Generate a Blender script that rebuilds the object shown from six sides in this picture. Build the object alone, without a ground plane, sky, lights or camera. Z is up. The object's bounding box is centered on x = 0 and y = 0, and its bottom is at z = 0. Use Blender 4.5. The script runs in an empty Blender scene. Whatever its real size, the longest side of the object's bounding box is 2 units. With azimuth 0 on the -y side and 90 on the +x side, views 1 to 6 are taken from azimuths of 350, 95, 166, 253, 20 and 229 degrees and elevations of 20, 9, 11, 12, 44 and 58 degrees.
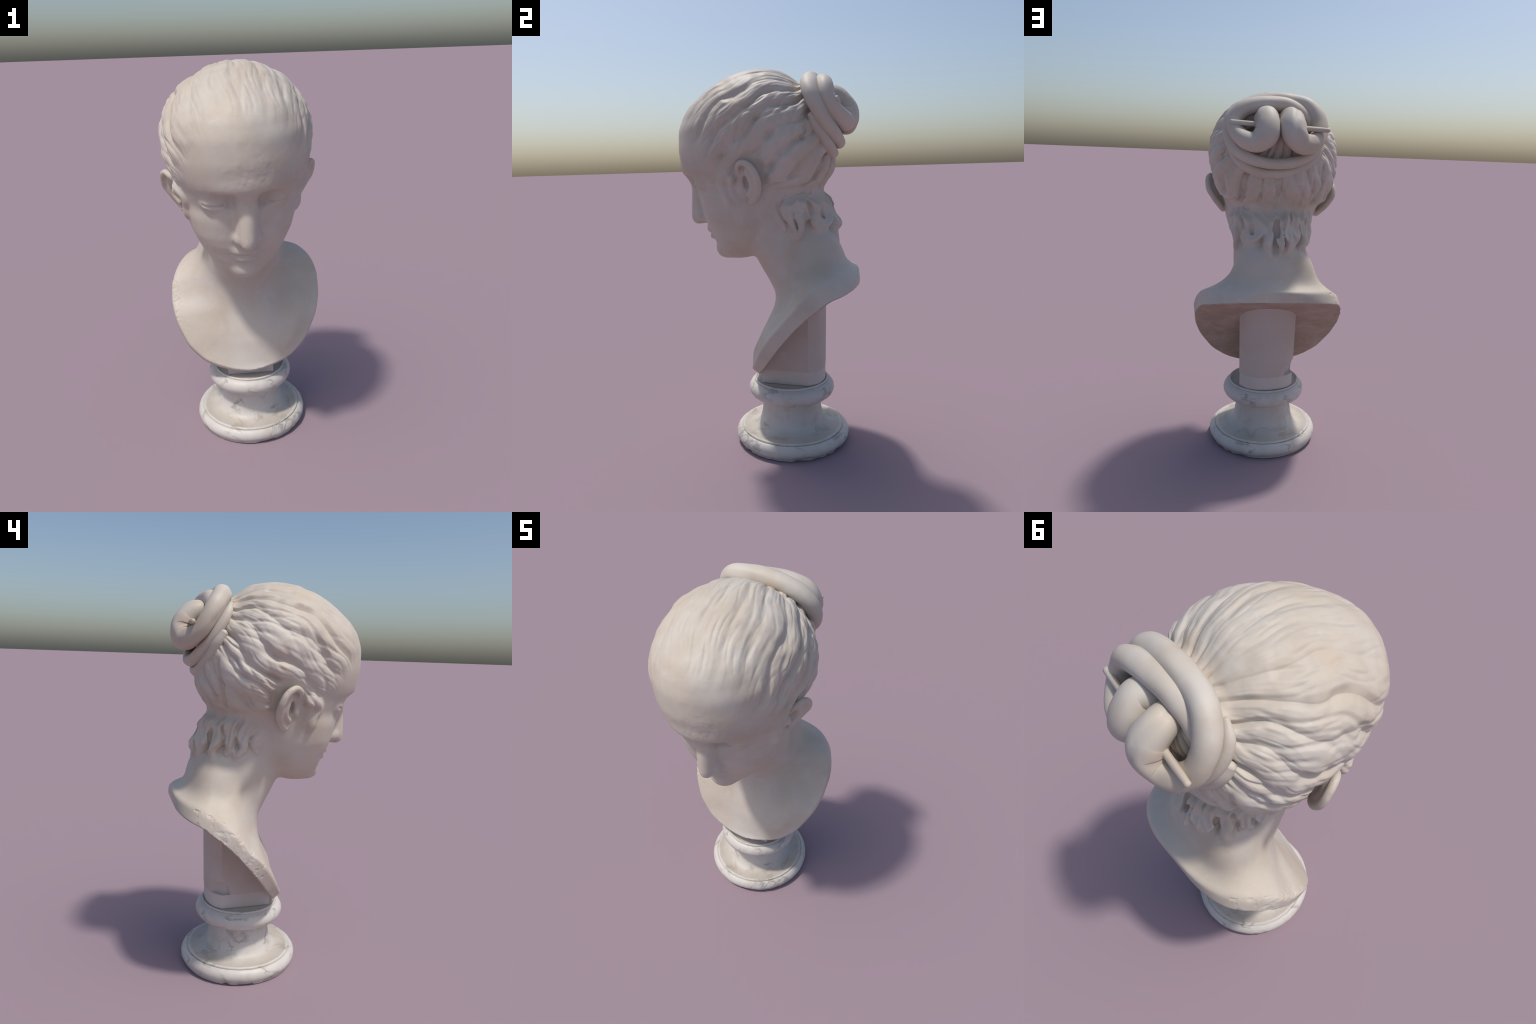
"""Marble portrait bust of a young woman with a looped hair knot, on a turned socle.

The figure is sculpted as one implicit surface (profile lofts, ellipsoids, tapered
tubes blended smoothly), polygonised once, given carved hair relief, and divided into
its anatomical parts.  The knot, the pin, the shaft and the socle are separate pieces.
"""
import bpy, math
import numpy as np
from mathutils import Vector

rng = np.random.default_rng(7)
STEP = 0.005                      # sculpting grid spacing in metres

# ------------------------------------------------------------------ small maths
def pchip(xs, ys, x):
    """Monotone cubic through the control points, linear beyond both ends."""
    xs = np.asarray(xs, float); ys = np.asarray(ys, float)
    h = np.diff(xs); dl = np.diff(ys) / h
    m = np.zeros_like(xs); m[0], m[-1] = dl[0], dl[-1]
    for i in range(1, len(xs) - 1):
        if dl[i-1] * dl[i] > 0:
            w1, w2 = 2*h[i] + h[i-1], h[i] + 2*h[i-1]
            m[i] = (w1 + w2) / (w1/dl[i-1] + w2/dl[i])
    x = np.asarray(x, float)
    i = np.clip(np.searchsorted(xs, x) - 1, 0, len(xs) - 2)
    t = (x - xs[i]) / h[i]; tc = np.clip(t, 0, 1)
    v = ((1+2*tc)*(1-tc)**2*ys[i] + tc*(1-tc)**2*h[i]*m[i]
         + tc**2*(3-2*tc)*ys[i+1] + tc**2*(tc-1)*h[i]*m[i+1])
    v = v + np.where(x < xs[0], (x-xs[0])*m[0], 0) + np.where(x > xs[-1], (x-xs[-1])*m[-1], 0)
    return v

def table(xs, ys):
    """Smooth look-up curve through control points, quick on large grids."""
    gx = np.linspace(xs[0], xs[-1], 600); gy = pchip(xs, ys, gx)
    return lambda x: np.interp(x, gx, gy)

def smooth_curve(xs, ys, soft=0.010):
    """Control points -> curve rounded over a short distance, so that no ledge shows."""
    xs = np.asarray(xs, float); gx = np.arange(xs[0]-0.12, xs[-1]+0.12, 0.001)
    gy = pchip(xs, ys, gx)
    k = np.exp(-0.5*(np.arange(-40, 41)*0.001/soft)**2); k /= k.sum()
    pad = np.concatenate([gy[0]-(gy[1]-gy[0])*np.arange(40, 0, -1), gy, gy[-1]+(gy[-1]-gy[-2])*np.arange(1, 41)])
    gy = np.convolve(pad, k, 'valid')
    return lambda x: np.interp(x, gx, gy)

def smin(a, b, k):
    h = np.maximum(k - np.abs(a-b), 0) / k
    return np.minimum(a, b) - h*h*k*0.25

def smax(a, b, k):
    return -smin(-a, -b, k)

def sstep(a, b, x):
    t = np.clip((x-a)/(b-a), 0, 1); return t*t*(3-2*t)

def spline(pts, n):
    """Catmull-Rom through control rows (any number of columns)."""
    P = np.asarray(pts, float)
    P = np.vstack([2*P[0]-P[1], P, 2*P[-1]-P[-2]])
    seg = len(P) - 3
    u = np.linspace(0, seg, n); i = np.minimum(u.astype(int), seg-1); t = (u-i)[:, None]
    a, b, c, d = P[i], P[i+1], P[i+2], P[i+3]
    return 0.5*((2*b) + (c-a)*t + (2*a-5*b+4*c-d)*t*t + (3*b-a-3*c+d)*t**3)

def hash01(i, j, k=0):
    v = np.sin(i*127.1 + j*311.7 + k*74.7) * 43758.5453
    return v - np.floor(v)

def vnoise(x, y, z=None):
    """Smooth value noise, -1..1."""
    if z is None: z = np.zeros_like(x)
    xi, yi, zi = np.floor(x), np.floor(y), np.floor(z)
    f = lambda t: t*t*(3-2*t)
    u, v, w = f(x-xi), f(y-yi), f(z-zi)
    r = 0
    for a in (0, 1):
        for b in (0, 1):
            for c in (0, 1):
                r = r + hash01(xi+a, yi+b, zi+c)*(u if a else 1-u)*(v if b else 1-v)*(w if c else 1-w)
    return 2*r - 1

def fbm(x, y, z, octaves=3):
    r, a = 0, 1.0
    for o in range(octaves):
        x, y, z = 0.80*x+0.6*y+0.17, -0.48*x+0.64*y+0.60*z+0.4, 0.36*x-0.48*y+0.80*z+0.7
        r = r + a*vnoise(x, y, z); a *= 0.55; x, y, z = x*2.03, y*2.03, z*2.03
    return r/1.6

# ------------------------------------------------------------------ sculpting field
LO = np.array([-0.53, -0.56, 0.31]); HI = np.array([0.53, 0.56, 2.05])
N = np.ceil((HI-LO)/STEP).astype(int) + 1
AX = [ (LO[i] + STEP*np.arange(N[i])).astype(np.float32) for i in range(3) ]
D = np.full(N, 9.0, np.float32)

# head frame: turned a little to the figure's right and leaning a hair
HX, HY, YAW, LEAN = -0.035, -0.06, 0.065, 0.028
CY, SY = math.cos(YAW), math.sin(YAW)
def to_head(x, y, z):
    a, b = x-HX, y-HY
    lx = CY*a - SY*b; ly = SY*a + CY*b + HY
    return lx, ly, z - LEAN*lx
def from_head(p):
    lx, ly, lz = p[0], p[1], p[2]
    b = ly-HY
    return np.array([CY*lx + SY*b + HX, -SY*lx + CY*b + HY, lz + LEAN*lx])
def same(x, y, z): return x, y, z

def box(lo, hi):
    s = []
    for i in range(3):
        a = int(max(0, math.floor((lo[i]-LO[i])/STEP))); b = int(min(N[i], math.ceil((hi[i]-LO[i])/STEP)+1))
        s.append(slice(a, b))
    return tuple(s)
def coords(s, frame):
    return frame(AX[0][s[0]][:, None, None], AX[1][s[1]][None, :, None], AX[2][s[2]][None, None, :])

def blend(fn, lo, hi, k, mode='add', frame=to_head, pad=None):
    """Blend a primitive into the sculpture inside a world box."""
    pad = (k + 0.012) if pad is None else pad
    if frame is to_head:
        c = np.array([from_head((x, y, z)) for x in (lo[0], hi[0]) for y in (lo[1], hi[1]) for z in (lo[2], hi[2])])
        lo, hi = c.min(0), c.max(0)
    s = box(np.array(lo)-pad, np.array(hi)+pad)
    d = fn(*coords(s, frame)).astype(np.float32)
    D[s] = smin(D[s], d, k) if mode == 'add' else smax(D[s], -d, k)

def ellipsoid(c, r, rot=None):
    c = np.array(c, float); r = np.array(r, float)
    R = np.eye(3) if rot is None else np.array(rot, float)     # rows = local axes
    def f(x, y, z):
        dx, dy, dz = x-c[0], y-c[1], z-c[2]
        q = [R[i, 0]*dx + R[i, 1]*dy + R[i, 2]*dz for i in range(3)]
        k0 = np.sqrt(sum((q[i]/r[i])**2 for i in range(3)))
        k1 = np.sqrt(sum((q[i]/r[i]**2)**2 for i in range(3)))
        return k0*(k0-1)/np.maximum(k1, 1e-6)
    m = r.max(); return f, c-m, c+m

def tube(pts, n=None, kk=0.0):
    """Tapered tube: rows of x, y, z, radius, splined."""
    P = np.asarray(pts, float)
    if n is None: n = 4*len(P)
    P = spline(P, n)
    def f(x, y, z):
        d = None
        for a, b in zip(P[:-1], P[1:]):
            ab = b[:3]-a[:3]; L = max(ab@ab, 1e-9)
            t = np.clip(((x-a[0])*ab[0] + (y-a[1])*ab[1] + (z-a[2])*ab[2])/L, 0, 1)
            e = np.sqrt((x-a[0]-t*ab[0])**2 + (y-a[1]-t*ab[1])**2 + (z-a[2]-t*ab[2])**2) - (a[3] + t*(b[3]-a[3]))
            d = e if d is None else np.minimum(d, e)
        return d
    r = P[:, 3].max(); return f, P[:, :3].min(0)-r, P[:, :3].max(0)+r

def add(prim, k, mode='add', frame=to_head):
    blend(prim[0], prim[1], prim[2], k, mode, frame)

def both(make, k, mode='add'):
    for s in (1, -1): add(make(s), k, mode)

def loft(table, xc=0.0, skew=None):
    """Stack of horizontal sections.  Columns: z, front y, back y, half width, y of the
    widest place, squareness in front, squareness behind."""
    T = np.array(table, float); zs = T[:, 0]
    curves = [smooth_curve(zs, v, q) for v, q in ((T[:, 3]**2, 0.007), (T[:, 4], 0.012), ((T[:, 4]-T[:, 1])/T[:, 3], 0.006),
              ((T[:, 2]-T[:, 4])/T[:, 3], 0.009), (T[:, 5], 0.012), (T[:, 6], 0.012))]
    def f(x, y, z):
        zz = z if np.ndim(z) else np.array(z)
        w2, ym, bf, bb, nf, nb = [c(zz) for c in curves]
        dy = y-ym
        n = np.where(dy < 0, nf, nb); b = np.maximum(np.where(dy < 0, bf, bb), 0.05)
        if skew is not None: x = skew(x, y, z)
        ax = np.maximum(np.abs(x-xc), 1e-4); ay = np.maximum(np.abs(dy)/b, 1e-4)
        F = (ax**n + ay**n)**(2/n) - w2
        g = np.gradient(F.astype(np.float32), STEP)
        return np.clip(F/np.maximum(np.sqrt(g[0]**2+g[1]**2+g[2]**2), 0.08), -0.5, 0.6)
    return f

# ------------------------------------------------------------------ chest: a shield-shaped plate
# measured in the sloping frame (across, along t, height m)
CYAW = 0.10
TD, TN = (0.643, 0.766), (-0.766, 0.643)
outline = table([0.243, 0.247, 0.255, 0.270, 0.287, 0.311, 0.35, 0.405, 0.465, 0.53, 0.60, 0.66, 0.74, 0.80, 0.864, 0.934, 0.985, 1.02, 1.04],
                [0.00, 0.04, 0.085, 0.135, 0.180, 0.226, 0.272, 0.321, 0.353, 0.382, 0.400, 0.409, 0.410, 0.400, 0.379, 0.342, 0.298, 0.255, 0.22])
low = table([0.20, 0.25, 0.33, 0.40, 0.46, 0.53, 0.60, 0.65, 0.75, 0.82, 0.88, 0.94, 1.03],
            [0.295, 0.302, 0.311, 0.318, 0.325, 0.331, 0.333, 0.333, 0.325, 0.309, 0.292, 0.256, 0.205])
rim_m = table([0.20, 0.25, 0.268, 0.311, 0.35, 0.405, 0.465, 0.53, 0.60, 0.66, 0.74, 0.80, 0.864, 0.934, 1.003, 1.04],
              [0.345, 0.352, 0.354, 0.362, 0.370, 0.384, 0.396, 0.404, 0.407, 0.406, 0.400, 0.388, 0.368, 0.328, 0.276, 0.238])
shield_mid = table([0.2, 0.3, 0.6, 0.72, 0.85, 1.1], [-0.027, -0.025, -0.003, 0.008, 0.022, 0.038])
def chest_coords(x, y, z):
    yp = y + CYAW*x
    t = TD[0]*yp + TD[1]*z
    return x - shield_mid(t), t, TN[0]*yp + TN[1]*z
def underside_z(y):
    """Height of the hollowed underside above a given depth (for the shaft top)."""
    return np.interp(y, [-0.08, -0.02, 0.057, 0.165, 0.243, 0.334, 0.46], [0.36, 0.45, 0.565, 0.702, 0.789, 0.865, 0.91])

NECK = [ # z   front   back   half  widest  nf   nb
    (0.55, 0.08,  0.30, 0.18, 0.20, 2.0, 2.1),
    (0.70, 0.055, 0.32, 0.19, 0.20, 2.0, 2.1),
    (0.80, 0.035, 0.335, 0.198, 0.19, 2.0, 2.1),
    (0.90, -0.010, 0.35, 0.203, 0.18, 2.0, 2.1),
    (0.98, -0.053, 0.366, 0.206, 0.16, 2.0, 2.15),
    (1.06, -0.093, 0.368, 0.206, 0.13, 2.0, 2.1),
    (1.15, -0.110, 0.340, 0.202, 0.10, 2.1, 2.0),
    (1.25, -0.110, 0.300, 0.198, 0.08, 2.2, 1.8),
    (1.45, -0.100, 0.270, 0.205, 0.07, 2.2, 1.9)]
NECK_X = -0.007
neck_f = loft(NECK, xc=NECK_X)

s = box((-0.53, -0.56, 0.31), (0.53, 0.56, 1.46))
X, Y, Z = coords(s, same)
dn = neck_f(X, Y, Z)
dn = np.maximum(dn, Z-1.42)
cx, ct, cm = chest_coords(X, Y, Z)
W = outline(ct)
rim = rim_m(ct)
inner = np.clip(1-(cx/np.maximum(W, 0.05))**2, 0, 1)
dome = 0.014*inner*sstep(0.22, 0.5, ct) + 0.030*sstep(-0.10, 0.12, cx)*sstep(1.0, 0.70, np.abs(cx)/np.maximum(W, 0.05))*sstep(0.26, 0.40, ct)*sstep(0.75, 0.55, ct)
dome = dome - 0.034*sstep(-0.08, -0.26, cx)*sstep(0.55, 0.70, ct)*sstep(0.98, 0.88, ct)
d = smin(dn, cm-(rim+dome), 0.13 + 0.19*sstep(0.0, 0.24, Y)*(1-0.75*sstep(0.30, 0.47, Y)))
wall = (np.abs(cx) - W + 0.02*np.maximum(rim-0.01-cm, 0))*0.80
wall = smax(wall, Y + 0.02*X - 0.468, 0.14)
d = smax(d, wall, 0.014)
d = smax(d, low(ct)-cm, 0.008)
D[s] = d.astype(np.float32)
NECKD = (s, dn.astype(np.float32))
del inner, X, Y, Z, cx, ct, cm, W, rim, dome, d, wall

# trapezius
add(ellipsoid((0.118, 0.262, 1.045), (0.076, 0.090, 0.130)), 0.06, frame=same)
add(ellipsoid((-0.125, 0.275, 1.030), (0.075, 0.085, 0.115)), 0.06, frame=same)

# ------------------------------------------------------------------ head
HEAD = [ # z   front    back   half  widest  nf   nb
    (1.016, -0.20, -0.15, 0.020, -0.18, 2.0, 2.0),
    (1.035, -0.262, -0.08, 0.075, -0.18, 2.0, 2.0),
    (1.06, -0.280, -0.03, 0.112, -0.16, 2.0, 2.0),
    (1.10, -0.293, 0.02, 0.158, -0.14, 2.05, 2.0),
    (1.15, -0.310, 0.06, 0.194, -0.12, 2.1, 2.0),
    (1.20, -0.334, 0.10, 0.221, -0.10, 2.18, 2.0),
    (1.25, -0.348, 0.14, 0.243, -0.09, 2.28, 2.0),
    (1.33, -0.368, 0.20, 0.264, -0.08, 2.26, 2.0),
    (1.385, -0.386, 0.264, 0.276, -0.05, 2.1, 2.0),
    (1.43, -0.416, 0.308, 0.292, -0.03, 2.1, 2.2),
    (1.458, -0.444, 0.326, 0.302, -0.025, 2.0, 2.1),
    (1.485, -0.465, 0.337, 0.312, -0.02, 2.05, 2.2),
    (1.54, -0.473, 0.342, 0.332, -0.01, 2.1, 2.35),
    (1.615, -0.481, 0.340, 0.350, 0.0, 2.05, 2.4),
    (1.683, -0.478, 0.325, 0.352, 0.0, 2.05, 2.2),
    (1.757, -0.457, 0.292, 0.338, 0.0, 2.0, 2.1),
    (1.818, -0.416, 0.255, 0.310, -0.01, 2.0, 2.0),
    (1.876, -0.345, 0.208, 0.268, -0.02, 2.0, 2.0),
    (1.936, -0.254, 0.145, 0.193, -0.03, 2.0, 2.0),
    (1.985, -0.125, 0.050, 0.080, -0.035, 2.0, 2.0)]
def turned_skull(x, y, z):
    """The skull is turned a little further than the face and is fuller on her right."""
    up = sstep(1.44, 1.66, z)
    x = x - 0.032*(y+0.02)*up + 0.004*sstep(1.6, 1.8, z)
    bag = sstep(0.0, 0.12, y)*sstep(0.36, 0.24, y)*sstep(1.375, 1.42, z)*sstep(1.62, 1.50, z)
    x = x*(1 - np.where(x > 0, 0.085, 0.045)*bag)
    return x*(1 + 0.030*np.where(x > 0, 1, 0)*sstep(0.02, -0.30, y)*up)
head_f = loft(HEAD, skew=turned_skull)
blend(head_f, (-0.42, -0.52, 1.0), (0.42, 0.40, 2.05), 0.035, pad=0.0)

def surf_x(y, z, sgn):
    """Local x of the current surface beside the head at given local y, z."""
    for lx in np.arange(0.45, 0.02, -0.003):
        p = from_head((sgn*lx, y, z)); i = np.round((p-LO)/STEP).astype(int)
        if D[tuple(i)] < 0: return sgn*lx
    return 0.0

# eye sockets, lowered lids
both(lambda s: ellipsoid((s*0.122, -0.438, 1.432), (0.086, 0.070, 0.043)), 0.018, 'cut')
both(lambda s: ellipsoid((s*0.074, -0.428, 1.418), (0.036, 0.073, 0.044)), 0.028, 'cut')
both(lambda s: ellipsoid((s*0.136, -0.312, 1.418), (0.060, 0.052, 0.038)), 0.024)
both(lambda s: tube([(s*0.100, -0.360, 1.416, .001), (s*0.125, -0.364, 1.410, .002), (s*0.16, -0.356, 1.409, .002), (s*0.19, -0.332, 1.415, .001)]), 0.014, 'cut')
# nose
add(tube([(0, -0.398, 1.50, .040), (0, -0.388, 1.42, .036), (0, -0.396, 1.33, .035), (0, -0.398, 1.262, .036), (0, -0.397, 1.242, .035)]), 0.036)
both(lambda s: tube([(s*0.010, -0.376, 1.40, .026), (s*0.018, -0.374, 1.33, .028), (s*0.026, -0.370, 1.270, .028)]), 0.030)
both(lambda s: ellipsoid((s*0.040, -0.354, 1.250), (0.022, 0.034, 0.023)), 0.026)
add(ellipsoid((0, -0.372, 1.224), (0.016, 0.036, 0.014)), 0.012)
both(lambda s: ellipsoid((s*0.027, -0.372, 1.214), (0.011, 0.020, 0.011)), 0.008, 'cut')
# mouth and chin
add(ellipsoid((0, -0.312, 1.180), (0.062, 0.032, 0.026)), 0.03)
add(ellipsoid((0, -0.303, 1.138), (0.050, 0.028, 0.018)), 0.015)
add(tube([(-0.078, -0.300, 1.163, .004), (-0.04, -0.325, 1.156, .005), (0, -0.338, 1.157, .005), (0.04, -0.325, 1.156, .005), (0.078, -0.300, 1.163, .004)]), 0.010, 'cut')
add(ellipsoid((0, -0.322, 1.108), (0.045, 0.018, 0.010)), 0.02, 'cut')
add(ellipsoid((0, -0.245, 1.068), (0.062, 0.052, 0.046)), 0.03)

# ears
def ear(s):
    back = 0.0 if s > 0 else 0.018      # the right ear sits slightly further back
    add_ = globals()['add']
    def add(prim, k, mode='add'):
        f, lo, hi = prim; o = np.array([-s*0.013, back, 0]); add_((lambda x, y, z: f(x+s*0.013, y-back, z), lo+o, hi+o), k, mode)
    e1 = np.array([s*0.66, 0.75, 0.0]); e3 = np.array([s*0.34, -0.12, 0.93])
    e1 /= np.linalg.norm(e1); nn = np.cross(e1, e3); nn /= np.linalg.norm(nn); e3 = np.cross(nn, e1)
    add(ellipsoid((s*0.328, -0.045, 1.430), (0.060, 0.088, 0.014), (e1, e3, nn)), 0.012)
    add(tube([(s*.285, -.075, 1.435, .011), (s*.308, -.100, 1.462, .013), (s*.336, -.104, 1.497, .014), (s*.360, -.076, 1.516, .015),
              (s*.376, -.036, 1.496, .016), (s*.373, -.008, 1.445, .016), (s*.346, -.005, 1.400, .016), (s*.313, -.022, 1.358, .017), (s*.288, -.050, 1.330, .018)]), 0.008)
    add(tube([(s*.336, -.066, 1.494, .010), (s*.345, -.044, 1.452, .013), (s*.332, -.036, 1.402, .014), (s*.302, -.062, 1.366, .015)]), 0.016)
    add(ellipsoid((s*0.316, -0.072, 1.420), (0.036, 0.018, 0.036)), 0.010, 'cut')
    add(ellipsoid((s*0.345, -0.082, 1.486), (0.012, 0.012, 0.014)), 0.010, 'cut')
    add(ellipsoid((s*0.282, -0.104, 1.408), (0.014, 0.016, 0.028)), 0.016)
for sg in (1, -1): ear(sg)

# curls before the ears
def side_curl(s):
    pts = [(-.150, 1.458, .022), (-.190, 1.440, .019), (-.198, 1.410, .016), (-.178, 1.378, .018), (-.170, 1.345, .017), (-.163, 1.322, .009)]
    add(tube([(surf_x(y, z, s) + s*0.004, y, z, r*1.15) for y, z, r in pts]), 0.024)
    pts = [(-.140, 1.440, .014), (-.150, 1.405, .014), (-.140, 1.370, .012), (-.125, 1.345, .008)]
    add(tube([(surf_x(y, z, s)*0.99, y, z, r) for y, z, r in pts]), 0.020)
for sg in (1, -1): side_curl(sg)

# gathered hair filling the middle of the knot
add(ellipsoid((0.02, 0.245, 1.785), (0.205, 0.090, 0.125), ((1, 0, 0), (0, 0.83, 0.55), (0, -0.55, 0.83))), 0.04)

# nape locks
def neck_at(a, z, off):
    """Point on the neck skin at angle a from straight back, height z, lifted by off."""
    T = np.array(NECK); f = lambda c: float(np.interp(z, T[:, 0], T[:, c]))
    w, ym = f(3), f(4); l = (f(2)-ym) if math.cos(a) > 0 else (ym-f(1))
    nx, ny = math.sin(a)/w, math.cos(a)/l; q = math.hypot(nx, ny)
    return (NECK_X + w*math.sin(a) + off*nx/q, ym + l*math.cos(a) + off*ny/q, z)
ns, nd = NECKD
NX, NY, NZ = coords(ns, same)
na = np.arctan2(NX-NECK_X, NY-0.10)                       # 0 straight back, +-pi/2 at the sides
back = np.cos(np.clip(na*0.85, -1.5, 1.5))
wig = na + 0.06*np.sin(NZ*34 + 2.5*np.sin(na*2.3)) + 0.10*np.sin(NZ*11+na*1.7) + 0.05*np.sin(na*5.3)
lockx = wig*3.3 + 0.45*np.sin(wig*3.1+0.6)
lf = lockx-np.floor(lockx); li = np.floor(lockx)
bottom = 1.205 - 0.060*back + 0.045*(hash01(li, 3.0)-0.5) + 0.060*np.abs(2*lf-1)**1.6
upper = 1.384 - 0.030*hash01(li, 5.0)*(1-np.abs(2*lf-1)**2) - 0.012*np.sin(na*3.1+0.5)**2
drop = np.clip((NZ-bottom)/(upper-bottom), -0.2, 1)
thick = (0.034 + 0.010*back**3)*sstep(-0.02, 0.32, drop)*sstep(1.03, 0.72, drop)*(1-0.35*sstep(0.7, 0.0, drop)*(1-back))
thick = thick + 0.008*back*sstep(0.55, 0.25, drop)*sstep(0.0, 0.2, drop)
ridge = np.minimum(lf, 1-lf)*2
gi = np.round(lockx)
cutv = (1-sstep(0.0, 0.42, ridge))*(0.25+0.75*sstep(0.25, 0.75, hash01(gi, 9.0)+0.35*np.sin(NZ*26+gi*2)))
sub = np.sin(wig*19 + 1.5*np.sin(NZ*30)) + 0.6*np.sin(wig*31+NZ*20)
thick = thick - (0.024*cutv + 0.0035*sub)*sstep(0.02, 0.25, drop)*sstep(1.0, 0.82, drop)
thick = thick*sstep(2.05, 1.55, np.abs(na))
shell = np.where(thick > 0.001, nd - thick, 0.3)*0.7
D[ns] = smin(D[ns], shell.astype(np.float32), 0.026)
del upper, NX, NY, NZ, na, wig, lockx, lf, li, bottom, drop, thick, ridge, shell, gi, cutv, sub
def surf_y(x, z):
    """Depth of the back of the sculpture at world x, z."""
    for y in np.arange(0.44, 0.0, -0.003):
        i = np.round((np.array([x, y, z])-LO)/STEP).astype(int)
        if D[tuple(i)] < 0: return y
    return 0.0
# deep cuts between the locks at the back of the head and down the nape
for path in ([(.165, 1.575, .012), (.172, 1.52, .020), (.180, 1.45, .018), (.185, 1.405, .012)],
             [(.085, 1.545, .004), (.088, 1.48, .009), (.09, 1.40, .008)],
             [(.015, 1.50, .006), (.012, 1.45, .014), (.012, 1.395, .010)],
             [(-.12, 1.49, .004), (-.125, 1.44, .009), (-.12, 1.395, .008)],
             [(-.24, 1.62, .010), (-.245, 1.53, .018), (-.225, 1.45, .016), (-.20, 1.40, .010)],
             [(-.185, 1.57, .004), (-.19, 1.50, .009), (-.175, 1.43, .009)]):
    add(tube([(x, surf_y(x, z), z, r) for x, z, r in path]), 0.014, 'cut', frame=same)
for a, z0, z1, r in ((0.05, 1.335, 1.19, .020), (-0.52, 1.29, 1.225, .014), (-0.85, 1.285, 1.23, .014), (-1.25, 1.285, 1.235, .013),
                     (0.62, 1.30, 1.23, .013), (1.05, 1.29, 1.235, .013)):
    add(tube([(*neck_at(a, z0, 0.034), r*0.5), (*neck_at(a+0.03, (z0+z1)/2, 0.030), r), (*neck_at(a, z1, 0.020), r*0.6)]), 0.010, 'cut', frame=same)
for side_, path in ((1, [(.100, 1.742, .006), (.125, 1.760, .014), (.150, 1.778, .006)]), (1, [(.222, 1.69, .006), (.216, 1.665, .013), (.205, 1.635, .006)]),
                    (-1, [(.230, 1.66, .006), (.205, 1.63, .013), (.185, 1.595, .006)])):
    add(tube([(surf_x(y, z, side_), y, z, r) for y, z, r in path]), 0.010, 'cut')
for i, a in enumerate(np.linspace(-1.35, 1.35, 6)):     # curling lock ends
    j = rng.uniform(-1, 1, 4); back = math.cos(a*0.85); sg = 1 if j[3] > 0 else -1
    a = a + 0.12*j[1]; z0 = 1.27 - 0.03*back; z1 = 1.205 - 0.060*back + 0.03*j[0]
    rows = [(*neck_at(a, z0, 0.010+0.012*back), .016), (*neck_at(a+0.05*sg, (z0+z1)/2, 0.012+0.012*back), .016), (*neck_at(a-0.02*sg, z1, 0.012), .014),
            (*neck_at(a-0.09*sg, z1-0.015, 0.006), .011), (*neck_at(a-0.14*sg, z1+0.005, 0.004), .007)]
    add(tube(rows), 0.022, frame=same)

# ------------------------------------------------------------------ polygonise (surface nets)
def surface_nets(F):
    ins = F < 0
    nx, ny, nz = F.shape
    cnt = np.zeros((nx-1, ny-1, nz-1), np.int8)
    offs = [(a, b, c) for a in (0, 1) for b in (0, 1) for c in (0, 1)]
    for a, b, c in offs:
        cnt += ins[a:nx-1+a, b:ny-1+b, c:nz-1+c]
    I = np.argwhere((cnt > 0) & (cnt < 8))
    idx = np.full(cnt.shape, -1, np.int32); idx[tuple(I.T)] = np.arange(len(I))
    val = {o: F[I[:, 0]+o[0], I[:, 1]+o[1], I[:, 2]+o[2]].astype(float) for o in offs}
    acc = np.zeros((len(I), 3)); num = np.zeros(len(I))
    for o in offs:
        for ax in range(3):
            if o[ax] == 0:
                q = list(o); q[ax] = 1; q = tuple(q)
                va, vb = val[o], val[q]; m = (va < 0) != (vb < 0)
                t = np.where(m, va/np.where(m, va-vb, 1), 0)
                p = np.array(o, float)[None].repeat(len(I), 0); p[:, ax] += t
                acc[m] += p[m]; num[m] += 1
    V = LO + STEP*(I + acc/num[:, None])
    quads = []
    for ax in range(3):
        sl0 = [slice(1, -1)]*3; sl1 = [slice(1, -1)]*3
        sl0[ax] = slice(0, -1); sl1[ax] = slice(1, None)
        A, B = ins[tuple(sl0)], ins[tuple(sl1)]
        E = np.argwhere(A != B); flip = A[tuple(E.T)]
        base = E + 1; base[:, ax] -= 1
        u, v = (ax+1) % 3, (ax+2) % 3
        def cell(du, dv):
            q = base.copy(); q[:, u] -= du; q[:, v] -= dv; return idx[tuple(q.T)]
        Q = np.stack([cell(1, 1), cell(0, 1), cell(0, 0), cell(1, 0)], 1)
        Q[~flip] = Q[~flip][:, ::-1]
        quads.append(Q)
    return V, np.vstack(quads)

V, Q = surface_nets(D)

def keep_largest(V, Q):
    lab = np.arange(len(V))
    for _ in range(400):
        m = lab[Q].min(1); new = lab.copy()
        for c in range(4): np.minimum.at(new, Q[:, c], m)
        new = new[new]
        if (new == lab).all(): break
        lab = new
    ids, n = np.unique(lab, return_counts=True); big = ids[n.argmax()]
    keep = lab == big; re = np.cumsum(keep)-1
    return V[keep], re[Q[keep[Q[:, 0]]]]
V, Q = keep_largest(V, Q)

def relax(V, Q, lam):
    acc = np.zeros_like(V); n = np.zeros(len(V))
    for a, b in ((0, 1), (1, 2), (2, 3), (3, 0)):
        np.add.at(acc, Q[:, a], V[Q[:, b]]); np.add.at(n, Q[:, a], 1)
        np.add.at(acc, Q[:, b], V[Q[:, a]]); np.add.at(n, Q[:, b], 1)
    return V + lam*(acc/n[:, None]-V)
for _ in range(2):
    V = relax(V, Q, 0.5); V = relax(V, Q, -0.52)

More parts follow.
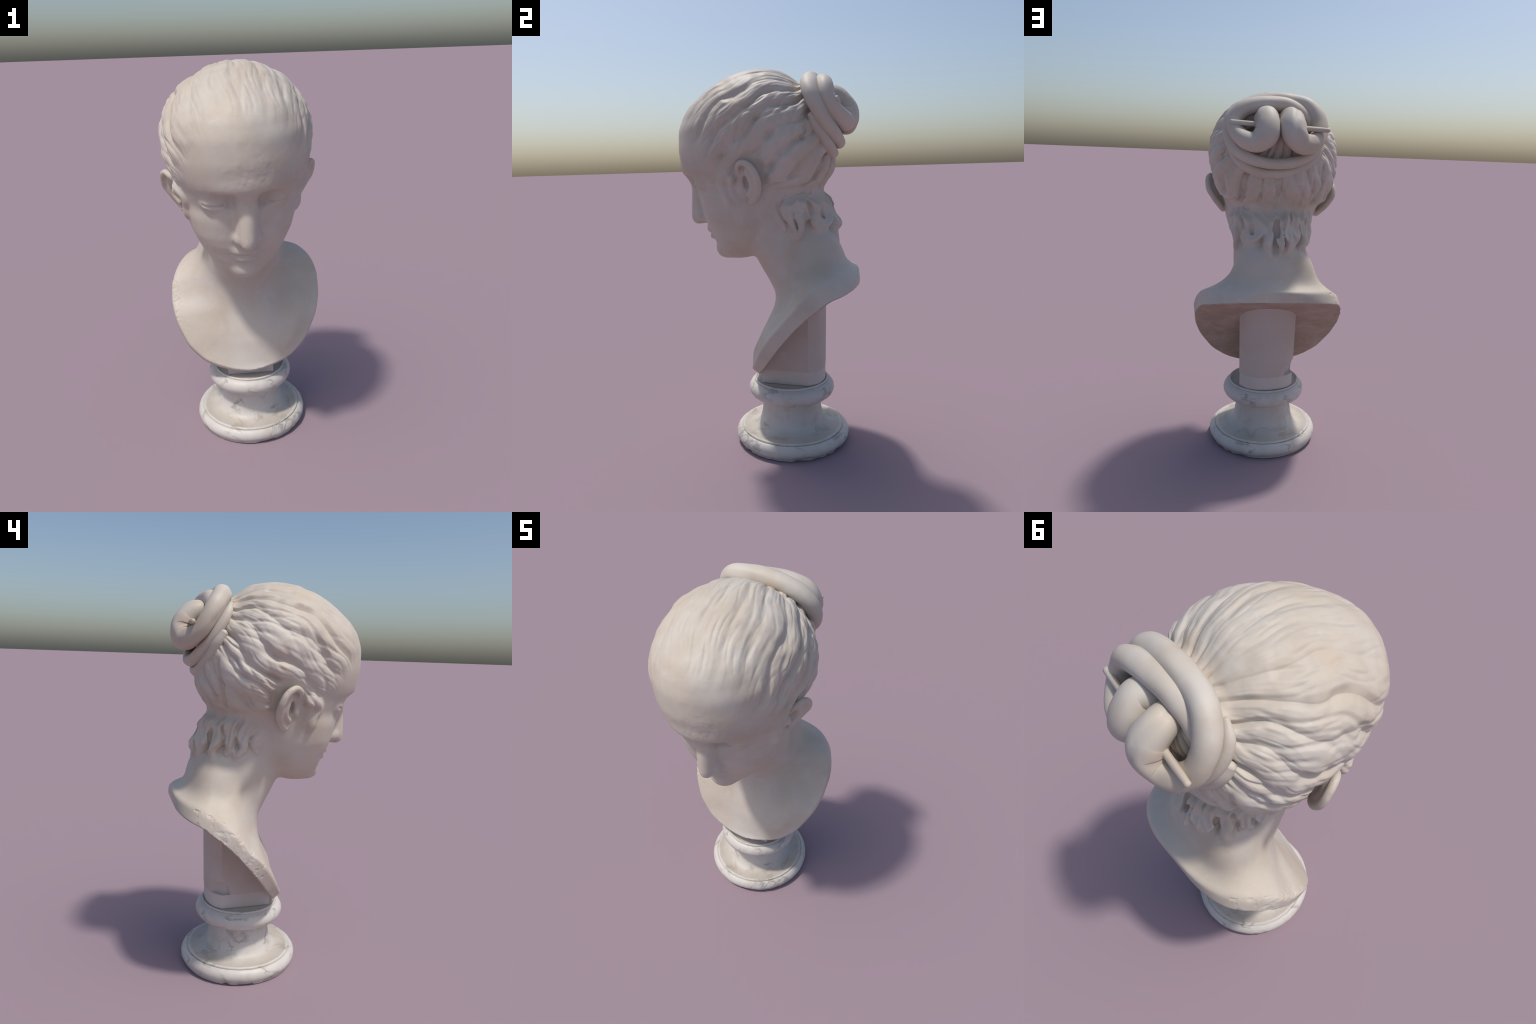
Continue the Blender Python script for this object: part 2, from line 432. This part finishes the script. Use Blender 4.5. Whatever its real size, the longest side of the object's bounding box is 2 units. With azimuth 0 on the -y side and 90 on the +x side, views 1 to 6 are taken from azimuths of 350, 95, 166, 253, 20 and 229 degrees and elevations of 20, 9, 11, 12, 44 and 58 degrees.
def subdivide(V, Q):
    """One Catmull-Clark step (closed quad mesh)."""
    n = len(V)
    fc = V[Q].mean(1)
    e = np.sort(np.stack([Q, np.roll(Q, -1, 1)], 2).reshape(-1, 2), 1)
    key = e[:, 0].astype(np.int64)*n + e[:, 1]
    uk, inv = np.unique(key, return_inverse=True)
    ev = np.stack([uk // n, uk % n], 1)
    fi = np.repeat(np.arange(len(Q)), 4)
    fs = np.zeros((len(uk), 3)); fn = np.zeros(len(uk))
    np.add.at(fs, inv, fc[fi]); np.add.at(fn, inv, 1)
    mid = V[ev].mean(1)
    ep = (mid + fs/fn[:, None])/2
    Fs = np.zeros((n, 3)); Fn = np.zeros(n)
    np.add.at(Fs, Q.ravel(), fc[fi]); np.add.at(Fn, Q.ravel(), 1)
    Rs = np.zeros((n, 3)); Rn = np.zeros(n)
    for c in (0, 1): np.add.at(Rs, ev[:, c], mid); np.add.at(Rn, ev[:, c], 1)
    Fa = Fs/Fn[:, None]; Ra = Rs/Rn[:, None]; k = Rn[:, None]
    vp = (Fa + 2*Ra + (k-3)*V)/k
    e4 = inv.reshape(-1, 4) + n; f4 = np.arange(len(Q)) + n + len(uk)
    NQ = np.concatenate([np.stack([Q[:, i], e4[:, i], f4, e4[:, i-1]], 1) for i in range(4)])
    return np.vstack([vp, ep, fc]), NQ

def vertex_normals(V, Q):
    a = np.cross(V[Q[:, 2]]-V[Q[:, 0]], V[Q[:, 3]]-V[Q[:, 1]])
    n = np.zeros_like(V)
    for c in range(4): np.add.at(n, Q[:, c], a)
    return n/np.maximum(np.linalg.norm(n, axis=1), 1e-12)[:, None]

V, Q = subdivide(V, Q)

# ------------------------------------------------------------------ regions (head frame)
def sdf_at(f, P):
    return f(P[:, 0], P[:, 1], P[:, 2])
lx, ly, lz = to_head(V[:, 0], V[:, 1], V[:, 2])
alx = np.abs(lx)
# hairline: rises over the brow, falls past the temple to the ear
hair_line = pchip([0, 0.10, 0.20, 0.27, 0.33], [1.76, 1.75, 1.68, 1.56, 1.49], alx)
hairness = np.where(ly < -0.06, sstep(-0.06, 0.20, (lz-hair_line) + 0.9*np.maximum(ly+0.33, 0)), sstep(1.375, 1.40, lz))
ear_d = np.sqrt(((alx-0.325)/0.075)**2 + ((ly-np.where(lx < 0, 0.018, 0)+0.050)/0.085)**2 + ((lz-1.42)/0.135)**2)
ear_fade = sstep(0.85, 1.25, ear_d)
earzone = (alx > 0.268) & (ly > -0.125) & (ly < 0.03) & (lz > 1.29) & (lz < 1.545)
# ------------------------------------------------------------------ carved hair relief
Nrm = vertex_normals(V, Q)
C = np.array([0.0, -0.02, 1.60])
axis = np.array([0.0, 0.80, 0.60]); axis /= np.linalg.norm(axis)
u1 = np.array([1.0, 0, 0]); u2 = -np.cross(axis, u1)         # u2 points to the crown side
P = np.stack([lx, ly, lz], 1) - C
r = np.linalg.norm(P, axis=1); dirs = P/r[:, None]
th = np.arccos(np.clip(dirs@axis, -1, 1))
al = np.arctan2(dirs@u1, dirs@u2)
def lock_relief(th, al, count, seed, wave):
    a = al + wave*(0.45+0.55*sstep(0.4, 1.3, np.abs(al)))*np.sin(th*8.0 + 2.0*np.sin(al*2+seed)) + 0.07*vnoise(al*2.0+seed, th*1.4) + 0.02*vnoise(al*5+seed, th*4)
    x = a/(2*math.pi)*count + 0.30*vnoise(a*3+seed*1.7, th*0.6)
    i = np.floor(x); f = x-i
    edge = np.minimum(f, 1-f)*2                         # 0 in the groove, 1 on the crest
    g = np.where(f > 0.5, i+1, i)                      # groove index
    g = np.mod(g, count)
    depth = sstep(-0.35, 0.6, vnoise(g*3.7+seed, th*5.5+g*1.3))
    return edge, depth, np.mod(i, count)
e1_, d1_, i1 = lock_relief(th, al, 22, 1.3, 0.05)
e2_, d2_, i2 = lock_relief(th, al, 46, 5.1, 0.06)
side = sstep(0.3, 1.3, np.abs(al))                     # crown is calmer than the sides
amp1 = (0.0095 + 0.0085*side - 0.006*sstep(2.1, 2.7, np.abs(al)))*(0.45+0.55*hairness)
amp2 = (0.0025 + 0.003*side)*sstep(0.35, 0.75, th)
groove1 = -(0.55+0.45*sstep(0.10, 0.75, np.abs(al)))*amp1*(1-sstep(0.0, 0.62, e1_))*(0.25+0.75*d1_)
crest = 0.008*np.sqrt(np.clip(e1_, 0, 1))*(0.3+0.7*side)
groove2 = -amp2*(1-sstep(0.0, 0.7, e2_))*(0.3+0.7*d2_)
e3_, d3_, i3 = lock_relief(th, al, 92, 8.3, 0.05)
groove3 = -0.0018*(1-sstep(0.0, 0.8, e3_))*d3_*sstep(0.5, 0.9, th)
lumps = (0.0025+0.002*side)*vnoise(al*5, th*9)
face_fade = hairness
bun_fade = sstep(0.12, 0.30, th)
hd = (groove1 + crest + groove2 + groove3 + lumps + 0.005)*face_fade*bun_fade
hd = hd*ear_fade*sstep(1.38, 1.43, lz)
# fine chisel unevenness
hd = hd + 0.0016*fbm(lx*18, ly*18, lz*18)*np.where(hairness > 0.3, 1, 0.35)
# pitted patch on the brow
pit = sstep(0.16, 0.03, np.abs(lx-0.02))*sstep(1.48, 1.52, lz)*sstep(1.68, 1.56, lz)*(ly < -0.3)
hd = hd + pit*0.0019*fbm(lx*26, ly*26, lz*26)
# faint parting seam over the crown
hd = hd - 0.002*np.exp(-((lx-0.008*np.sin(lz*30))/0.010)**2)*sstep(1.70, 1.80, lz)*(ly < -0.02)*sstep(-0.44, -0.40, ly)
# chipped right-hand edge of the bust cut
yp = V[:, 1] + CYAW*V[:, 0]; tt = TD[0]*yp + TD[1]*V[:, 2]; mm = TN[0]*yp + TN[1]*V[:, 2]
onwall = (V[:, 2] < 1.03) & (np.abs(V[:, 0]) > outline(tt)-0.045) & (mm < rim_m(tt)+0.01)
rough_cut = fbm(V[:, 0]*38, V[:, 1]*38, V[:, 2]*38)
hd = hd + onwall*sstep(0.05, -0.05, V[:, 0])*sstep(0.42, 0.58, tt)*(-0.007*np.maximum(rough_cut-0.05, 0) + 0.0012*rough_cut)
V = V + Nrm*hd[:, None]
Nrm = vertex_normals(V, Q)

# ------------------------------------------------------------------ divide into parts
fc = V[Q].mean(1); fn = Nrm[Q].mean(1)
hn = hairness[Q].mean(1); ez = earzone[Q].mean(1) > 0.5
flx, fly, flz = to_head(fc[:, 0], fc[:, 1], fc[:, 2])
fyp = fc[:, 1] + CYAW*fc[:, 0]; ft = TD[0]*fyp + TD[1]*fc[:, 2]; fm = TN[0]*fyp + TN[1]*fc[:, 2]
region = np.full(len(Q), 'neck      ', dtype='<U14')
jaw = 1.02 + np.clip((fly+0.10)*1.15, 0, 0.4)
region[(flz > jaw) & (fly < 0.13)] = 'head'
region[(hn > 0.45) & (flz > 1.37)] = 'hair'
region[(region == 'neck      ') & (flz > 1.105) & (fly > 0.02)] = 'nape_hair'
region[(region == 'head') & (fly > -0.02) & (flz > 1.2)] = 'nape_hair'
region[ez & (flx > 0)] = 'ear'; region[ez & (flx < 0)] = 'ear_other'
chest = fm < rim_m(ft) + 0.075
region[chest & (fc[:, 2] < 0.99) & (fm < 0.52)] = 'torso'
region[(fc[:, 2] < 0.99) & (fm < low(ft) + 0.006)] = 'underside'
region[(region == 'neck      ') & (fc[:, 2] < 0.80)] = 'torso'

# ------------------------------------------------------------------ materials
def new_mat(name):
    m = bpy.data.materials.new(name); m.use_nodes = True
    nt = m.node_tree; b = nt.nodes['Principled BSDF']
    tc = nt.nodes.new('ShaderNodeTexCoord')
    return m, nt, b, tc
def noise(nt, vec, scale, detail=6, rough=0.6, dist=0.0):
    n = nt.nodes.new('ShaderNodeTexNoise'); n.inputs['Scale'].default_value = scale
    n.inputs['Detail'].default_value = detail; n.inputs['Roughness'].default_value = rough
    n.inputs['Distortion'].default_value = dist
    nt.links.new(vec, n.inputs['Vector']); return n.outputs['Fac']
def ramp(nt, fac, stops):
    r = nt.nodes.new('ShaderNodeValToRGB'); cr = r.color_ramp
    while len(cr.elements) < len(stops): cr.elements.new(0.5)
    for e, (p, c) in zip(cr.elements, stops):
        e.position = p; e.color = (*c, 1) if len(c) == 3 else c
    nt.links.new(fac, r.inputs['Fac']); return r.outputs['Color']
def mix(nt, fac, a, b, mode='MIX'):
    n = nt.nodes.new('ShaderNodeMix'); n.data_type = 'RGBA'; n.blend_type = mode
    for sock, v in ((n.inputs[0], fac), (n.inputs[6], a), (n.inputs[7], b)):
        if isinstance(v, (int, float)): sock.default_value = v
        elif isinstance(v, tuple): sock.default_value = (*v, 1)
        else: nt.links.new(v, sock)
    return n.outputs[2]
def bump(nt, b, height, strength, dist):
    n = nt.nodes.new('ShaderNodeBump'); n.inputs['Strength'].default_value = strength; n.inputs['Distance'].default_value = dist
    nt.links.new(height, n.inputs['Height']); nt.links.new(n.outputs['Normal'], b.inputs['Normal'])
G = lambda v: (v, v, v)

def marble(name, pale, warm, warmth=0.5, rough=0.55, tint=0.35):
    m, nt, b, tc = new_mat(name); o = tc.outputs['Object']
    broad = ramp(nt, noise(nt, o, 3.2, 4, 0.55), [(0.40, G(0)), (0.66, G(warmth))])
    col = mix(nt, broad, pale, warm)
    cloud = ramp(nt, noise(nt, o, 9, 5, 0.6, 0.6), [(0.45, G(0)), (0.75, G(0.30))])
    col = mix(nt, cloud, col, (pale[0]*0.90, pale[1]*0.91, pale[2]*0.92))
    tan = ramp(nt, noise(nt, o, 2.3, 6, 0.62, 0.4), [(0.45, G(0)), (0.64, G(tint))])
    col = mix(nt, tan, col, (0.475, 0.395, 0.305))
    rust = ramp(nt, noise(nt, o, 6.0, 6, 0.65), [(0.58, G(0)), (0.76, G(0.30))])
    col = mix(nt, rust, col, (0.60, 0.42, 0.29))
    chalk = ramp(nt, noise(nt, o, 16.0, 6, 0.7), [(0.60, G(0)), (0.70, G(0.35))])
    col = mix(nt, chalk, col, (0.64, 0.62, 0.59))
    grey = ramp(nt, noise(nt, o, 7.5, 6, 0.65, 0.5), [(0.56, G(0)), (0.72, G(0.32))])
    col = mix(nt, grey, col, (0.42, 0.405, 0.385))
    speck = ramp(nt, noise(nt, o, 85, 2, 0.5), [(0.745, G(0)), (0.78, G(0.35))])
    col = mix(nt, speck, col, (0.33, 0.29, 0.26))
    nt.links.new(col, b.inputs['Base Color'])
    b.inputs['Roughness'].default_value = rough
    b.inputs['Specular IOR Level'].default_value = 0.35
    bump(nt, b, noise(nt, o, 120, 4, 0.6), 0.08, 0.002)
    return m
PALE, WARM = (0.58, 0.533, 0.472), (0.545, 0.470, 0.38)
skin = marble('smooth_marble', PALE, WARM, 0.85, 0.55, 0.62)
hairm = marble('carved_hair_marble', PALE, WARM, 0.85, 0.55, 0.62)

def raw_stone():
    m, nt, b, tc = new_mat('chiselled_brown_underside'); o = tc.outputs['Object']
    mp = nt.nodes.new('ShaderNodeMapping'); mp.inputs['Scale'].default_value = (0.5, 2.4, 2.4)
    nt.links.new(o, mp.inputs['Vector'])
    streak = noise(nt, mp.outputs['Vector'], 40, 4, 0.6)
    col = ramp(nt, streak, [(0.32, (0.36, 0.265, 0.20)), (0.68, (0.43, 0.335, 0.27))])
    patch = ramp(nt, noise(nt, o, 9, 4), [(0.45, G(0)), (0.68, G(0.6))])
    col = mix(nt, patch, col, (0.52, 0.42, 0.36))
    nt.links.new(col, b.inputs['Base Color']); b.inputs['Roughness'].default_value = 0.8
    bump(nt, b, streak, 0.25, 0.004); return m
under = raw_stone()

def veined(name, amount=1.0, dust=0.0):
    m, nt, b, tc = new_mat(name); o = tc.outputs['Object']
    cloud = ramp(nt, noise(nt, o, 7, 5, 0.6), [(0.42, G(0)), (0.72, G(0.5))])
    col = mix(nt, cloud, (0.61, 0.575, 0.53), (0.53, 0.47, 0.395))
    mp = nt.nodes.new('ShaderNodeMapping'); mp.inputs['Rotation'].default_value = (0.5, 0.7, 0.3); mp.inputs['Scale'].default_value = (1, 0.6, 1.6)
    nt.links.new(o, mp.inputs['Vector'])
    v = noise(nt, mp.outputs['Vector'], 5.0, 5, 0.58, 0.5)
    vein = ramp(nt, v, [(0.468, G(0)), (0.498, G(0.7*amount)), (0.504, G(0.7*amount)), (0.534, G(0))])
    gate = ramp(nt, noise(nt, o, 8, 3), [(0.43, G(0)), (0.60, G(1))])
    vein = mix(nt, 1.0, vein, gate, 'MULTIPLY')
    col = mix(nt, vein, col, (0.25, 0.235, 0.215))
    stain = ramp(nt, noise(nt, o, 14, 5, 0.7), [(0.52, G(0)), (0.72, G(0.45))])
    col = mix(nt, stain, col, (0.50, 0.41, 0.31))
    if dust:
        grime = ramp(nt, noise(nt, o, 10, 4, 0.6), [(0.30, G(0.25*dust)), (0.65, G(0.8*dust))])
        sep = nt.nodes.new('ShaderNodeSeparateXYZ'); nt.links.new(o, sep.inputs[0])
        add_n = nt.nodes.new('ShaderNodeMath'); add_n.operation = 'MULTIPLY_ADD'; add_n.inputs[1].default_value = 0.05
        nt.links.new(noise(nt, o, 20, 3), add_n.inputs[0]); nt.links.new(sep.outputs['Z'], add_n.inputs[2])
        ledge = ramp(nt, add_n.outputs[0], [(0.100, G(1)), (0.150, G(0))])       # dust lies on the ledge only
        grime = mix(nt, 1.0, grime, ledge, 'MULTIPLY')
        col = mix(nt, grime, col, (0.43, 0.37, 0.295))
    nt.links.new(col, b.inputs['Base Color']); b.inputs['Roughness'].default_value = 0.48
    b.inputs['Specular IOR Level'].default_value = 0.45
    bump(nt, b, noise(nt, o, 60, 4), 0.06, 0.003); return m
base_mat = veined('veined_marble')
dust_mat = veined('veined_marble_with_dust', dust=1.0)
shaft_mat = marble('shaft_marble', (0.56, 0.49, 0.44), (0.53, 0.42, 0.34), 0.7, 0.6)
block_mat = marble('block_marble', (0.62, 0.57, 0.53), (0.58, 0.49, 0.41), 0.4, 0.55)
dirt_mat = marble('dusty_recess_marble', (0.47, 0.41, 0.35), (0.38, 0.31, 0.25), 0.7, 0.75)

# ------------------------------------------------------------------ objects
def make_object(name, verts, faces, mat, parent, normals=None, smooth=True):
    me = bpy.data.meshes.new(name)
    vv = np.asarray(verts, np.float32).reshape(-1, 3)
    lens = np.array([len(f) for f in faces], np.int32) if not isinstance(faces, np.ndarray) else np.full(len(faces), faces.shape[1], np.int32)
    flat_idx = faces.ravel().astype(np.int32) if isinstance(faces, np.ndarray) else np.array([i for f in faces for i in f], np.int32)
    me.vertices.add(len(vv)); me.vertices.foreach_set('co', vv.ravel())
    me.loops.add(len(flat_idx)); me.loops.foreach_set('vertex_index', flat_idx)
    me.polygons.add(len(lens)); me.polygons.foreach_set('loop_start', np.concatenate([[0], np.cumsum(lens)[:-1]]).astype(np.int32))
    me.update(calc_edges=True); me.validate()
    me.materials.append(mat)
    me.polygons.foreach_set('use_smooth', np.full(len(me.polygons), smooth))
    me.update()
    if normals is not None:
        me.normals_split_custom_set_from_vertices(np.asarray(normals, np.float32))
    ob = bpy.data.objects.new(name, me); bpy.context.collection.objects.link(ob)
    ob.parent = parent
    return ob

def empty(name, label, category):
    e = bpy.data.objects.new(name, None); bpy.context.collection.objects.link(e)
    e.empty_display_size = 0.1
    e['label'] = label; e['category'] = category
    return e
root = empty('portrait_bust', 'pale marble bust of a young woman with knotted hair', 'marble bust')

def part(name, mask, mat, parent):
    q = Q[mask]; used = np.unique(q); re = np.zeros(len(V), np.int64); re[used] = np.arange(len(used))
    return make_object(name, V[used], re[q], mat, parent, Nrm[used])
head_o = part('head', region == 'head', skin, root)
part('hair', region == 'hair', skin, root)
part('nape_hair', region == 'nape_hair', skin, root)
part('ear', region == 'ear', skin, root)
part('ear.001', region == 'ear_other', skin, root)
part('neck', region == 'neck      ', skin, root)
torso_o = part('torso', region == 'torso', skin, root)
part('hollow_underside', region == 'underside', under, root)

# ---- knot of hair: swept, tapering coils
def coil(name, rows, parent, mat, n=None, ring=28, seed=0, twist=0.0, flat=1.0):
    rows = np.asarray(rows, float); n = n or 14*len(rows)
    S = spline(rows, n); P, R = S[:, :3], np.maximum(S[:, 3], 0.003)
    T = np.gradient(P, axis=0); T /= np.linalg.norm(T, axis=1)[:, None]
    U = np.zeros_like(P); u = np.cross(T[0], [0.3, 0.2, 0.9]); u /= np.linalg.norm(u)
    for i in range(n):
        u = u - (u@T[i])*T[i]; u /= np.linalg.norm(u); U[i] = u
    B = np.cross(T, U)
    a = np.linspace(0, 2*math.pi, ring, endpoint=False)
    L = np.concatenate([[0], np.cumsum(np.linalg.norm(np.diff(P, axis=0), axis=1))])
    verts = []
    for i in range(n):
        lobes = 1 + 0.045*np.sin(2*a + twist*L[i] + seed) + 0.06*vnoise(np.cos(a)*1.5+seed*3, np.sin(a)*1.5, np.full(ring, L[i]*14))
        lobes = lobes - 0.09*np.exp(-((np.mod(a - 5.0*L[i] - seed, 2*math.pi)-math.pi)/0.22)**2)
        rr = R[i]*lobes
        verts.append(P[i] + rr[:, None]*(np.cos(a)[:, None]*U[i] + flat*np.sin(a)[:, None]*B[i]))
    verts = [P[0]-T[0]*R[0]*0.5] + list(np.vstack(verts)) + [P[-1]+T[-1]*R[-1]*0.5]
    faces = []
    for i in range(n-1):
        for k in range(ring):
            k2 = (k+1) % ring
            faces.append((1+i*ring+k, 1+i*ring+k2, 1+(i+1)*ring+k2, 1+(i+1)*ring+k))
    last = len(verts)-1
    for k in range(ring):
        k2 = (k+1) % ring
        faces.append((0, 1+k2, 1+k)); faces.append((last, 1+(n-1)*ring+k, 1+(n-1)*ring+k2))
    return make_object(name, verts, faces, mat, parent)

knot = coil('hair_knot', [ # the long outer strand: right loop, up over the crown, round the left, under
    (-0.009, 0.295, 1.825, .043), (-0.040, 0.352, 1.842, .057), (-0.037, 0.402, 1.804, .062), (-0.047, 0.422, 1.756, .063),
    (-0.088, 0.416, 1.718, .054), (-0.145, 0.398, 1.722, .045), (-0.186, 0.360, 1.758, .043), (-0.196, 0.330, 1.806, .045),
    (-0.188, 0.297, 1.858, .046), (-0.150, 0.265, 1.903, .045), (-0.090, 0.242, 1.925, .044), (0.002, 0.230, 1.930, .044),
    (0.102, 0.224, 1.918, .044), (0.182, 0.224, 1.887, .043), (0.235, 0.234, 1.838, .042), (0.253, 0.260, 1.778, .040),
    (0.244, 0.294, 1.714, .038), (0.214, 0.330, 1.666, .035), (0.148, 0.358, 1.630, .032), (0.063, 0.371, 1.614, .029),
    (-0.029, 0.371, 1.617, .029), (-0.109, 0.362, 1.640, .028), (-0.172, 0.334, 1.684, .027), (-0.208, 0.290, 1.750, .027), (-0.210, 0.248, 1.826, .022), (-0.175, 0.222, 1.876, .012)],
    root, hairm, seed=0.4, twist=9)
coil('hair_coil', [ # the inner strand: left loop, over the top, tapering inside the right
    (0.031, 0.290, 1.825, .043), (0.082, 0.334, 1.842, .057), (0.087, 0.380, 1.802, .062), (0.098, 0.398, 1.754, .063),
    (0.143, 0.390, 1.718, .054), (0.196, 0.374, 1.726, .046), (0.234, 0.332, 1.768, .042), (0.236, 0.302, 1.820, .043),
    (0.199, 0.292, 1.873, .043), (0.122, 0.290, 1.902, .042), (0.033, 0.287, 1.910, .041), (-0.047, 0.287, 1.902, .040),
    (-0.110, 0.290, 1.870, .036), (-0.146, 0.302, 1.828, .028), (-0.158, 0.312, 1.782, .016)], knot, hairm, seed=2.1, twist=-8)
coil('hair_coil', [ # the lower strand, half sunk in the hair
    (-0.232, 0.262, 1.748, .018), (-0.215, 0.288, 1.700, .027), (-0.182, 0.308, 1.655, .030), (-0.132, 0.324, 1.612, .031),
    (-0.061, 0.332, 1.577, .031), (0.026, 0.335, 1.562, .031), (0.105, 0.329, 1.568, .031), (0.182, 0.310, 1.600, .031),
    (0.222, 0.282, 1.645, .030), (0.240, 0.250, 1.693, .027), (0.246, 0.228, 1.745, .018)], knot, hairm, seed=4.0, twist=6)
pin = coil('hair_pin', [(0.268, 0.350, 1.809, .012), (0.20, 0.358, 1.806, .013), (0.0, 0.380, 1.797, .013), (-0.16, 0.398, 1.790, .013), (-0.226, 0.406, 1.787, .011)],
     root, hairm, n=24, ring=12)

# ---- socle: turned profile
def lathe(name, prof, mat, parent, cx=0.002, cy=0.097, seg=160, seed=0.0, chip=None, caps=True):
    pr = np.asarray(prof, float); a = np.linspace(0, 2*math.pi, seg, endpoint=False)
    verts = []
    for rr, zz in pr:
        rad = np.full(seg, rr); zed = np.full(seg, zz)
        if chip is not None: rad, zed = chip(rad, zed, a)
        verts.append(np.stack([cx+rad*np.cos(a), cy+rad*np.sin(a), zed], 1))
    verts = np.vstack(verts); n = len(pr); faces = []
    for i in range(n-1):
        for k in range(seg):
            k2 = (k+1) % seg
            faces.append((i*seg+k, i*seg+k2, (i+1)*seg+k2, (i+1)*seg+k))
    verts = list(verts)
    if not caps: return make_object(name, verts, faces, mat, parent)
    verts.append((cx, cy, pr[0][1])); verts.append((cx, cy, pr[-1][1]))
    for k in range(seg):
        k2 = (k+1) % seg
        faces.append((len(verts)-2, k2, k)); faces.append((len(verts)-1, (n-1)*seg+k, (n-1)*seg+k2))
    return make_object(name, verts, faces, mat, parent)
def arc(cr, cz, r, rz, a0, a1, n):
    t = np.radians(np.linspace(a0, a1, n)); return [(cr+r*math.cos(x), cz+rz*math.sin(x)) for x in t]
def worn(rad, zed, a):
    z0 = zed[0]
    amt = 0.004*sstep(0.035, 0.0, zed)
    w = amt*np.maximum(vnoise(np.cos(a)*9, np.sin(a)*9, zed*20)-0.15, 0)*4
    q = 0.0012*vnoise(np.cos(a)*14, np.sin(a)*14, zed*30)
    return rad - w + q, zed
foot = ([(0.297, 0.0)] + arc(0.266, 0.040, 0.047, 0.042, -42, 62, 26) + [(0.281, 0.074), (0.277, 0.0715)] + arc(0.273, 0.077, 0.006, 0.007, -40, 110, 8)
        + [(0.264, 0.081)])
stem = [(0.264, 0.081), (0.247, 0.079), (0.225, 0.081), (0.203, 0.087), (0.185, 0.100), (0.173, 0.122), (0.166, 0.155), (0.161, 0.190), (0.159, 0.225), (0.159, 0.260)]
foot_o = lathe('socle', foot, base_mat, root, chip=worn, caps=False)
lathe('socle_stem', stem, dust_mat, foot_o, chip=worn, caps=False)
collar = ([(0.157, 0.252), (0.172, 0.252)] + arc(0.188, 0.297, 0.047, 0.045, -78, 70, 26) + [(0.205, 0.342), (0.2025, 0.340)]
          + arc(0.198, 0.346, 0.006, 0.007, -50, 120, 8) + [(0.193, 0.350), (0.188, 0.345)])
lathe('socle_collar', collar, base_mat, foot_o, chip=lambda r_, z_, a: (r_ + 0.0010*vnoise(np.cos(a)*12, np.sin(a)*12, z_*30), z_))
lathe('collar_recess', [(0.190, 0.336), (0.186, 0.349), (0.10, 0.352)], dirt_mat, foot_o)

# ---- shaft between socle and bust: straight front, rounded back
def shaft_plan(scale=1.0, n_back=14):
    pts = [(-0.138, -0.030), (0.108, -0.058), (0.150, 0.185)]
    bk = spline([(0.163, 0.192), (0.13, 0.245), (0.07, 0.278), (0.01, 0.286), (-0.05, 0.280), (-0.10, 0.262), (-0.136, 0.228)], n_back)
    pts = [(-0.138, -0.030), (0.110, -0.058)] + [tuple(p) for p in bk]
    c = np.array([0.0, 0.11]); P = (np.array(pts)-c)*scale + c
    # even edge sampling
    out = []
    for a, b in zip(P, np.roll(P, -1, 0)):
        m = max(1, int(np.linalg.norm(b-a)/0.012))
        for i in range(m): out.append(a+(b-a)*i/m)
    return np.array(out)
def prism(name, plan, z0, z1, mat, parent, rows=16, flare=(0, 0), chip=None):
    n = len(plan); verts = []; c = plan.mean(0)
    for i in range(rows+1):
        t = i/rows
        top = z1(plan) if callable(z1) else np.full(n, z1)
        z = z0 + (top-z0)*t
        sc = 1 + flare[0]*(1-t) + flare[1]*t
        xy = (plan-c)*sc + c
        v = np.stack([xy[:, 0], xy[:, 1], z], 1)
        if i == 0: v[:, :2] = (plan-c)*sc*0.992 + c
        if chip is not None: v = chip(v, c)
        verts.append(v)
    verts = np.vstack(verts); faces = []
    for i in range(rows):
        for k in range(n):
            k2 = (k+1) % n
            faces.append((i*n+k, i*n+k2, (i+1)*n+k2, (i+1)*n+k))
    faces.append(tuple(range(n))[::-1]); faces.append(tuple(rows*n+k for k in range(n)))
    ob = make_object(name, verts, faces, mat, parent)
    bpy.context.view_layer.objects.active = ob
    try: ob.data.set_sharp_from_angle(angle=math.radians(35))
    except Exception: pass
    return ob
def top_of_shaft(plan):
    return underside_z(plan[:, 1] + CYAW*plan[:, 0]) + 0.02
def broken_corner(v, c):
    q = np.array([-0.150, 0.255, 0.425])
    d = np.linalg.norm((v-q)/np.array([0.075, 0.075, 0.085]), axis=1)
    k = np.clip(1-d, 0, 1)
    v[:, :2] += (c-v[:, :2])*(0.55*np.minimum(k, 0.22))[:, None]
    return v
def block_top(plan):
    return np.minimum(0.428, underside_z(plan[:, 1] + CYAW*plan[:, 0]) + 0.015)
block_o = prism('plinth_block', shaft_plan(1.0), 0.3535, block_top, block_mat, foot_o, rows=8)
prism('shaft', shaft_plan(1.012), 0.4265, lambda p: np.maximum(top_of_shaft(p), 0.4275), shaft_mat, root, rows=20, flare=(0.0, 0.04), chip=broken_corner)
